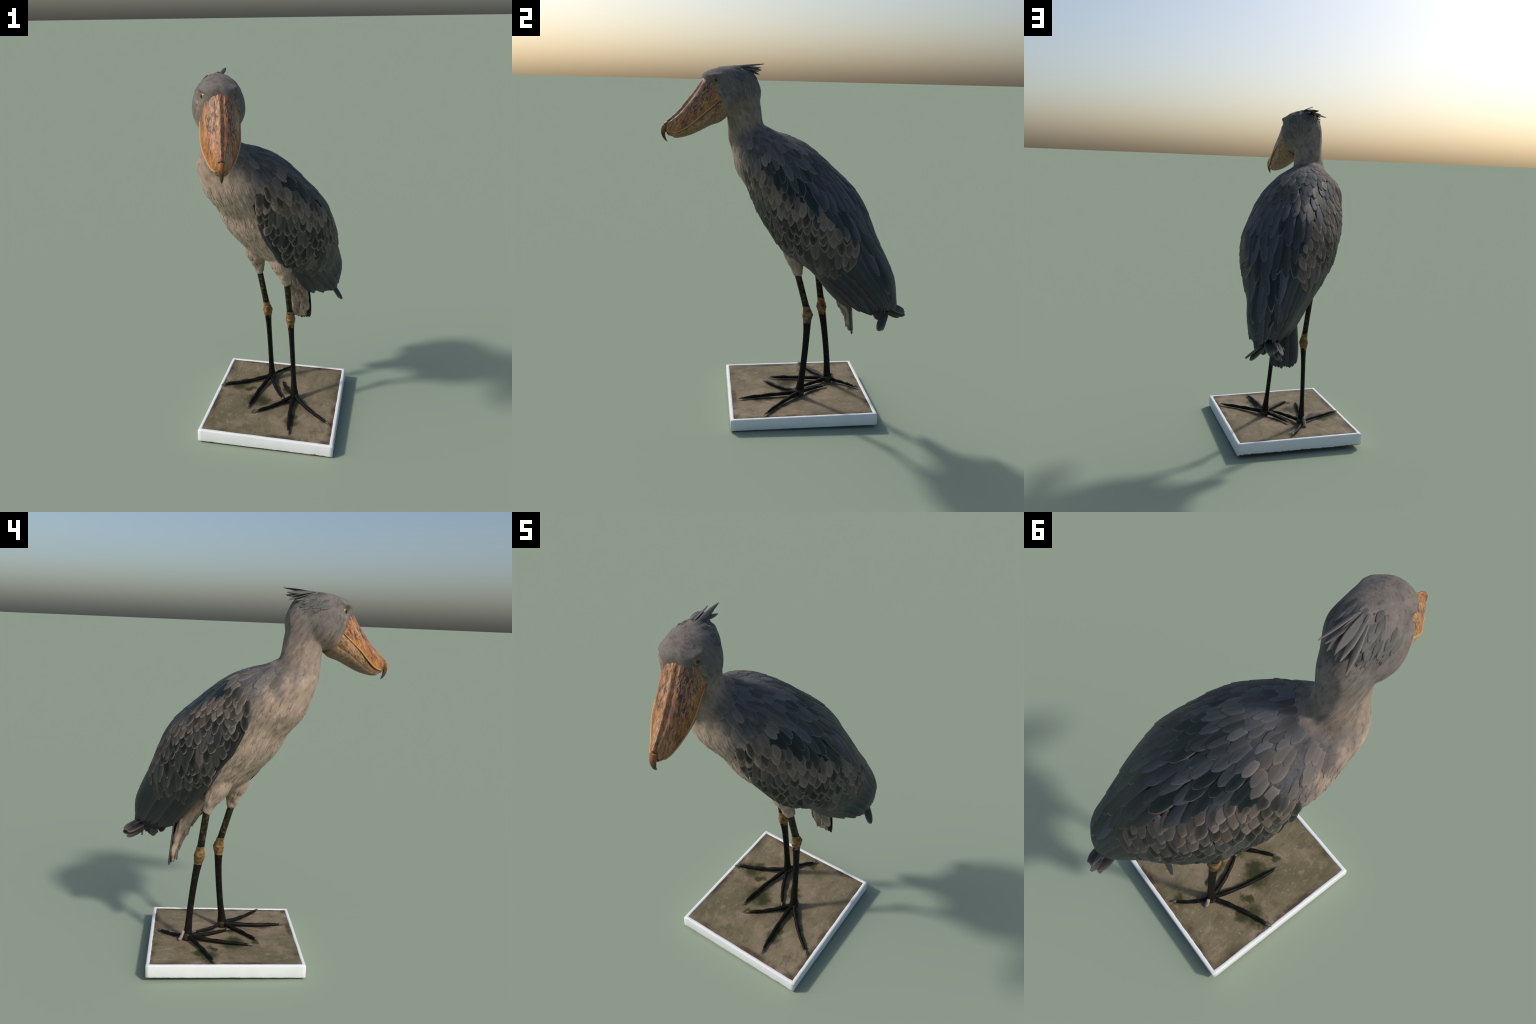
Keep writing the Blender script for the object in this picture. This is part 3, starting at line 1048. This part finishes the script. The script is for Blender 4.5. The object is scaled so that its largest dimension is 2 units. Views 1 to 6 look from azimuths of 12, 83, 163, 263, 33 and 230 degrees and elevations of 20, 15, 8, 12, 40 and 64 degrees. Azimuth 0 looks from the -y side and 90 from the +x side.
# --------------------------------------------------------------------- bill
upper_mat = bill_material("upper_bill_horn")
lower_mat = bill_material("lower_bill_horn", True)
UPPER = [  # station: culmen (q, z), cutting edge (q, z), half width
    (0, -0.040, 1.926, -0.105, 1.820, 0.088),
    (1, -0.002, 1.911, -0.064, 1.785, 0.089),
    (2, 0.037, 1.855, -0.014, 1.746, 0.088),
    (3, 0.083, 1.799, 0.038, 1.703, 0.086),
    (4, 0.133, 1.738, 0.088, 1.660, 0.072),
    (5, 0.180, 1.696, 0.136, 1.627, 0.053),
    (6, 0.213, 1.671, 0.178, 1.613, 0.037),
    (7, 0.231, 1.648, 0.208, 1.611, 0.014),
]
RC = -0.010


def upper_ring(s):
    qc, zc, qm, zm, w = catmull(UPPER, s)
    ring = []
    n = 41
    for j in range(n):
        a = math.pi * j / (n - 1)
        side = math.copysign(abs(math.cos(a)) ** 1.15, math.cos(a))
        fs = min(1, max(0, (s - 0.4) / 1.5))
        pw = 2.0 + 1.5 * max(0, 1 - s / 3.2) ** 1.2
        k = max(0.0, 1 - abs(side) ** pw) ** (1 / 1.12)
        tip = 1 - 0.6 * max(0, (s - 5) / 2)
        ridge = tip * fs * (0.0060 * math.exp(-((side / 0.085) ** 4)) - 0.0045 * math.exp(-(((abs(side) - 0.19) / 0.08) ** 2)) + 0.003 * math.exp(-(((abs(side) - 0.80) / 0.12) ** 2)))
        flare = 1.0
        q = qm + (qc - qm) * k
        z = zm + (zc - zm) * k
        p = head_point(q, RC + w * side * flare, z)
        ring.append(p + (HEAD_F * 0.7 + V((0, 0, 0.7))) * ridge)
    for j in range(1, 6):     # palate
        side = -1 + 2 * j / 6
        ring.append(head_point(qm + 0.010, RC + w * side * 0.95, zm + 0.006))
    return ring


v, f = skin([upper_ring(i * 7 / 48) for i in range(49)])
upper_bill = new_object("upper_bill", v, f, upper_mat, head)
LOWER = [  # station: cutting edge (q, z), lower edge (q, z), half width
    (0, -0.100, 1.803, -0.130, 1.720, 0.092),
    (1, -0.060, 1.776, -0.088, 1.690, 0.094),
    (2, -0.012, 1.739, -0.036, 1.669, 0.090),
    (3, 0.038, 1.698, 0.015, 1.642, 0.084),
    (4, 0.088, 1.655, 0.070, 1.613, 0.067),
    (5, 0.136, 1.622, 0.122, 1.594, 0.047),
    (6, 0.174, 1.612, 0.168, 1.588, 0.034),
    (7, 0.207, 1.611, 0.205, 1.597, 0.012),
]


def lower_ring(s):
    qm, zm, qb, zb, w = catmull(LOWER, s)
    ring = []
    for j in range(21):
        a = math.pi * j / 20
        side, dn = math.cos(a), math.sin(a)
        k = dn ** 0.75
        ring.append(head_point(qm + (qb - qm) * k, RC + w * side, zm + (zb - zm) * k))
    for j in range(1, 6):
        ring.append(head_point(qm + 0.004, RC + w * (-1 + 2 * j / 6) * 0.95, zm - 0.004))
    return ring


v, f = skin([lower_ring(i * 7 / 48) for i in range(49)])
lower_bill = new_object("lower_bill", v, f, lower_mat, head)
for ob in (upper_bill, lower_bill):
    bm = bmesh.new()
    bm.from_mesh(ob.data)
    bmesh.ops.recalc_face_normals(bm, faces=bm.faces)
    bm.to_mesh(ob.data)
    bm.free()
hook_mat, nt_h, b_h = material("bill_nail", 0.32)
Nh = Nodes(nt_h)
hz = Nh.math("ADD", Nh.xyz()[2], Nh.math("MULTIPLY", Nh.noise(40, 3), 0.03))
Nh.put(b_h.inputs["Base Color"], Nh.mix(Nh.step(hz, 1.600, 1.655), Nh.ramp(Nh.noise(70, 3), [(0.35, (0.045, 0.03, 0.022)), (0.65, (0.13, 0.075, 0.045))]), Nh.ramp(Nh.noise(60, 3), [(0.35, (0.12, 0.05, 0.025)), (0.65, (0.33, 0.13, 0.04))])))
hp = [(0.165, 1.700, 0.003), (0.192, 1.678, 0.0085), (0.214, 1.656, 0.0140), (0.227, 1.636, 0.0150), (0.2315, 1.612, 0.0122), (0.2275, 1.590, 0.0085), (0.218, 1.573, 0.0048), (0.207, 1.563, 0.0010)]
v, f = tube([(*head_point(q, RC + 0.0, z), r) for q, z, r in hp], 16, 5)
new_object("bill_hook", v, f, hook_mat, head)
# soft skin of the chin between the two branches of the lower bill
chin = []
for i in range(40):
    qm, zm, qb, zb, w = catmull(LOWER, 0.2 + i * 5.9 / 39)
    ring = []
    for j in range(24):
        a = 2 * math.pi * j / 24
        up, side = math.cos(a), math.sin(a)
        q, z = qb + (qm - qb) * 0.42, zb + (zm - zb) * 0.42
        ring.append(head_point(q + (qm - qb) * (0.66 * up if up < 0 else 0.2 * up), RC + w * 0.84 * side, z + (zm - zb) * (0.66 * up if up < 0 else 0.2 * up)))
    chin.append(ring)
v, f = skin(chin)
chin_mat, nt_c, b_c = material("chin_skin", 0.6)
Nc = Nodes(nt_c)
cn = Nc.noise(60, 4, 0.6)
Nc.put(b_c.inputs["Base Color"], Nc.mix(Nc.step(Nc.noise(14, 3), 0.40, 0.62), Nc.ramp(cn, [(0.35, (0.16, 0.12, 0.09)), (0.65, (0.27, 0.19, 0.13))]), Nc.ramp(cn, [(0.35, (0.20, 0.115, 0.055)), (0.65, (0.32, 0.20, 0.11))])))
Nc.bump(b_c, cn, 0.4, 0.004)
new_object("chin_skin", v, f, chin_mat, head)
# raised horny rims along both cutting edges
rim_mat = plain("bill_rim", (0.47, 0.285, 0.125), 0.4, 0.4)
for sgn in (1, -1):
    p = []
    for i in range(9):
        s = 0.9 + i * 5.7 / 8
        qc, zc, qm, zm, w = catmull(UPPER, s)
        p.append((*head_point(qm + 0.003, RC + sgn * (w * 1.0), zm + 0.001), 0.0042 if 0 < i < 8 else 0.0015))
    v, f = tube(p, 8, 4)
    new_object("bill_rim", v, f, rim_mat, head)

# --------------------------------------------------------------------- eyes
eye_mat = eye_material()
lid_mat = plain("eyelid_skin", (0.022, 0.021, 0.015), 0.6)  # lids darkened to paint in the brow's shadow round the eyes
for sgn in (1, -1):
    c0 = EYES[sgn]
    out = (HEAD_R * sgn * 0.88 + HEAD_F * 0.46 + V((0, 0, 0.06))).normalized()
    q = body_bvh.find_nearest(c0)[0] + out * 0.001
    me = bpy.data.meshes.new("eye")
    bm = bmesh.new()
    bmesh.ops.create_uvsphere(bm, u_segments=28, v_segments=18, radius=1.0)
    bm.to_mesh(me)
    bm.free()
    me.polygons.foreach_set("use_smooth", [True] * len(me.polygons))
    me.materials.append(eye_mat)
    eye = link(bpy.data.objects.new("eye", me), head)
    R = out.to_track_quat("Z", "Y").to_matrix().to_4x4()
    eye.matrix_world = Matrix.Translation(q - out * 0.0135) @ R @ Matrix.Scale(0.0225, 4)
    u = out.cross(V((0, 0, 1))).normalized()
    w = u.cross(out)
    ring = []
    for k in range(33):
        a = 2 * math.pi * k / 32
        ring.append((*(q - out * 0.0005 + u * (0.0200 * math.cos(a)) + w * (0.0175 * math.sin(a))), 0.0036))
    v, f = tube(ring, 8, 1)
    new_object("eyelid", v, f, lid_mat, head)
# --------------------------------------------------------------------- crest
TUFTS = [  # tip of each ragged plume, half width, half width at the crown it grows from
    (V((-0.206, -0.107, 1.999)), 0.012, -0.20), (V((-0.252, -0.124, 1.977)), 0.017, -0.21), (V((-0.302, -0.122, 1.938)), 0.014, -0.23),
    (V((-0.278, -0.160, 1.938)), 0.019, -0.20), (V((-0.304, -0.231, 1.914)), 0.020, -0.17), (V((-0.228, -0.118, 1.965)), 0.018, -0.21),
    (V((-0.268, -0.130, 1.955)), 0.018, -0.21), (V((-0.292, -0.195, 1.924)), 0.020, -0.18), (V((-0.215, -0.125, 1.978)), 0.016, -0.22),
    (V((-0.240, -0.135, 1.945)), 0.016, -0.22), (V((-0.196, -0.128, 1.962)), 0.013, -0.24),
]
for k, (tip, h, q0) in enumerate(TUFTS):
    src = head_point(q0, (V((tip.x, tip.y, 0)) - BROW).dot(HEAD_R) * 0.62, 2.02)
    q, n, _, _ = body_bvh.find_nearest(src)
    q = q - n * 0.003
    d = tip - q
    feather("crest_feather", q, d, d.length, h * 0.8, MAT["crest"], head, None, 0.002, 0.0, sharp=1.0, camber=0.12, thick=0.0012, free=(n + V((-0.15, 0.35, 0.3)) + HEAD_R * (0.9 if k % 2 else -0.7)).normalized())
# the crown feathers lie flat and end in a ragged edge over the nape
for i in range(110):
    u = rnd.uniform(-1, 1)
    r = 0.105 * u
    q = head_point(-0.13 - 0.15 * rnd.random() * (1 - 0.8 * u * u) - 0.03 * rnd.random(), r, 1.985 - 0.06 * u * u)
    p, n, _, _ = body_bvh.find_nearest(q)
    d = -HEAD_F + HEAD_R * (0.35 * u) + V((0, 0, -0.3 * abs(u)))
    feather("crown_feather", p, d, rnd.uniform(0.050, 0.085), rnd.uniform(0.008, 0.014), MAT["crest"], head, body_bvh, -0.001, rnd.uniform(0.001, 0.004), sharp=1.0, camber=0.05)

# ---------------------------------------------------------------------- legs
leg_mat, ankle_mat, toe_mat = leg_material(), ochre_material(), toe_material()
foot_mat, nt_f, b_f = material("foot_skin", 0.5)
Nf = Nodes(nt_f)
fn = Nf.noise(32, 4, 0.6)
Nf.put(b_f.inputs["Base Color"], Nf.ramp(fn, [(0.38, (0.014, 0.013, 0.009)), (0.56, (0.045, 0.036, 0.014)), (0.75, (0.17, 0.11, 0.03))]))
Nf.bump(b_f, fn, 0.4, 0.004)
claw_mat = plain("claw_horn", (0.10, 0.10, 0.08), 0.4)


def ground(x, y):
    """Top of the base, which sits slightly askew."""
    return 0.0775 - 0.0135 * x * 0.9 + 0.020 * (y + 0.3) - 0.002


TOES = {
    "left": [(-0.097, -0.073), (0.121, -0.247), (0.329, -0.118), (0.004, 0.285)],
    "right": [(-0.352, 0.179), (-0.150, -0.037), (0.043, 0.080), (0.038, 0.478)],
}
fore = V((-0.35, -0.94, 0)).normalized()
for side, (top, end, ankle, foot) in LEGS.items():
    d = ankle - end
    dirs = (foot - ankle).normalized()
    deep = V((-0.35, -0.94, 0)).normalized()

    def limb(path, n=18, step=6):
        K = [(i, *p) for i, p in enumerate(path)]
        rings = []
        for i in range((len(path) - 1) * step + 1):
            x, y, z, a, b = catmull(K, i / step)
            u = deep
            w = V((0, 0, 1)).cross(u)
            rings.append([V((x, y, z)) + u * (a * math.cos(t)) + w * (b * math.sin(t)) for t in (2 * math.pi * j / n for j in range(n))])
        return skin(rings)
    pts = [(*(end - d * 0.14), 0.020, 0.017), (*(end + d * 0.2), 0.0195, 0.0165), (*(end + d * 0.55), 0.0195, 0.016), (*(end + d * 0.86), 0.021, 0.017), (*ankle, 0.025, 0.019)]
    g = foot - ankle
    bow = V((0, 0.006, 0))
    pts += [(*(ankle + g * 0.10), 0.0235, 0.017), (*(ankle + g * 0.25 + bow * 0.7), 0.020, 0.0138), (*(ankle + g * 0.5 + bow), 0.0185, 0.0128), (*(ankle + g * 0.75 + bow * 0.7), 0.0185, 0.0132),
            (*(ankle + g * 0.90), 0.021, 0.0165), (*(ankle + g * 0.97), 0.025, 0.021), (*(ankle + g * 1.03), 0.026, 0.024)]
    v, f = limb(pts)
    leg = new_object("leg", v, f, leg_mat, root)
    body["thigh." + side].parent = leg
    # swollen, wrinkled ankle
    kn = []
    m = 34
    for i in range(m + 1):
        s = -0.052 + 0.104 * i / m
        c = ankle + (d.normalized() if s < 0 else g.normalized()) * s
        swell = math.exp(-((s - 0.006) / 0.028) ** 2)
        wr = 0.0009 * math.sin(s * 260 + (1 if side == "left" else 0))
        kn.append([c + deep * ((0.0215 + 0.0095 * swell + wr) * math.cos(t) * (1 + 0.06 * math.sin(3 * t + s * 60))) + V((0, 0, 1)).cross(deep) * ((0.0175 + 0.0085 * swell + wr) * math.sin(t)) for t in (2 * math.pi * j / 22 for j in range(22))])
    v, f = skin(kn)
    new_object("ankle", v, f, ankle_mat, leg)
    # foot
    fp = V((foot.x, foot.y, ground(foot.x, foot.y) + 0.021))
    v, f = tube([(fp.x, fp.y, fp.z - 0.020, 0.024), (fp.x, fp.y, fp.z - 0.004, 0.0265), (fp.x, fp.y, fp.z + 0.012, 0.0235), (fp.x, fp.y, fp.z + 0.026, 0.016)], 18, 4)
    footob = new_object("foot", v, f, foot_mat, leg)
    for k, (tx, ty) in enumerate(TOES[side]):
        tipv = V((tx, ty, 0))
        dv = tipv - V((fp.x, fp.y, 0))
        L = dv.length
        dv.normalize()
        sd = V((-dv.y, dv.x, 0))
        r0 = 0.0128 if k < 3 else 0.0108
        path = []
        for s in np.linspace(0, 1, 11):
            bow = math.sin(s * math.pi) * 0.010 * (1 if k in (0, 3) else -1)
            c = V((fp.x, fp.y, 0)) + dv * (L * 0.95 * s) + sd * bow
            knuck = 0.0011 * math.cos(s * 2 * math.pi * 3.5 + k)
            r = (r0 * (1 - 0.38 * s) + knuck) * (1.0 if s < 0.95 else 0.75)
            path.append((c.x, c.y, ground(c.x, c.y) + r * 0.70 + 0.012 * (1 - s) ** 3, r))
        v, f = tube(path, 12, 4)
        toe = new_object("toe", v, f, toe_mat, leg)
        e = V(path[-1][:3])
        cl = [(*(e - dv * 0.006), 0.0072), (*(e + dv * 0.006 + V((0, 0, 0.003))), 0.0060), (*(e + dv * 0.016 + V((0, 0, 0.0))), 0.0036), (*(e + dv * 0.026 + V((0, 0, -0.005))), 0.0008)]
        v, f = tube(cl, 8, 3)
        new_object("claw", v, f, claw_mat, leg)

# ---------------------------------------------------------------------- base
CORN = [(-0.376, -0.300, 0.006, 0.080), (0.370, -0.312, 0.000, 0.069), (0.374, 0.524, 0.013, 0.085), (-0.370, 0.534, 0.019, 0.090)]


def base_point(u, v, k):
    """Bilinear: u, v in 0..1 across the base, k picks bottom (2) or top (3)."""
    a = [(1 - u) * (1 - v), u * (1 - v), u * v, (1 - u) * v]
    return V((sum(w * c[0] for w, c in zip(a, CORN)), sum(w * c[1] for w, c in zip(a, CORN)), sum(w * c[k] for w, c in zip(a, CORN))))


RW, RH = 0.021 / 0.745, 0.021 / 0.83


def frame():
    """Tray with a raised rim; lofted outline loops from the bottom round to the inner lip."""
    loops = []

    def loop(inset, z, wob=0.0):
        out = []
        m = 40
        for s in range(4):
            for i in range(m):
                a = i / m
                iu, iv = inset / 0.745, inset / 0.83
                c = [(iu, iv), (1 - iu, iv), (1 - iu, 1 - iv), (iu, 1 - iv)]
                u = c[s][0] + (c[(s + 1) % 4][0] - c[s][0]) * a
                v_ = c[s][1] + (c[(s + 1) % 4][1] - c[s][1]) * a
                p = base_point(u, v_, 2).lerp(base_point(u, v_, 3), z)
                if wob:
                    p += V((noise.noise(p * 30), noise.noise(p * 30 + V((9, 0, 0))), 0)) * wob
                out.append(p)
        return out
    for inset, z, wob in ((0.02, 0.0, 0), (0.006, 0.0, 0.002), (0.001, 0.06, 0.001), (0.0, 0.12, 0), (0.0, 0.90, 0), (0.0015, 0.965, 0), (0.005, 1.0, 0), (0.016, 1.0, 0.001), (0.019, 0.98, 0.002), (0.021, 0.86, 0.0025), (0.024, 0.80, 0.003)):
        loops.append(loop(inset, z, wob))
    return skin(loops)


v, f = frame()
plinth = new_object("plinth", v, f, frame_material(), root)
bm = bmesh.new()
bm.from_mesh(plinth.data)
bmesh.ops.recalc_face_normals(bm, faces=bm.faces)
bm.to_mesh(plinth.data)
bm.free()
zs = 0.085
moss = [((-0.115, 0.075, zs), 0.060), ((-0.070, 0.055, zs), 0.040), ((-0.255, 0.205, zs), 0.050), ((-0.225, 0.250, zs), 0.034), ((0.118, -0.120, zs), 0.040), ((0.125, -0.07, zs), 0.028), ((-0.185, 0.165, zs), 0.022),
        ((-0.165, 0.195, zs), 0.018), ((0.05, 0.20, zs), 0.040), ((0.05, 0.07, zs), 0.034), ((-0.325, 0.195, zs), 0.026), ((0.29, -0.09, zs), 0.026), ((0.20, 0.02, zs), 0.022), ((-0.10, -0.06, zs), 0.016), ((0.03, 0.45, zs), 0.026)]
g = []
n = 70
sv = [None] * 0
for i in range(n + 1):
    for j in range(n + 1):
        u, w = 0.018 + 0.964 * i / n, 0.018 + 0.964 * j / n
        p = base_point(u, w, 3)
        p.z += -0.0036 + noise.noise(V((p.x * 14, p.y * 14, 0))) * 0.0012 + noise.noise(V((p.x * 45, p.y * 45, 3))) * 0.0007
        g.append(p)
ff = [(i * (n + 1) + j, (i + 1) * (n + 1) + j, (i + 1) * (n + 1) + j + 1, i * (n + 1) + j + 1) for i in range(n) for j in range(n)]
new_object("soil_panel", g, ff, soil_material(moss), plinth)
# small pale peg behind the right heel
fx, fy = -0.068, 0.312
v, f = tube([(-0.078, 0.362, ground(-0.078, 0.362) - 0.004, 0.010), (-0.077, 0.352, 0.105, 0.010), (-0.076, 0.340, 0.140, 0.008)], 8, 3)
new_object("support_peg", v, f, plain("peg_wood", (0.38, 0.30, 0.25), 0.8), plinth)
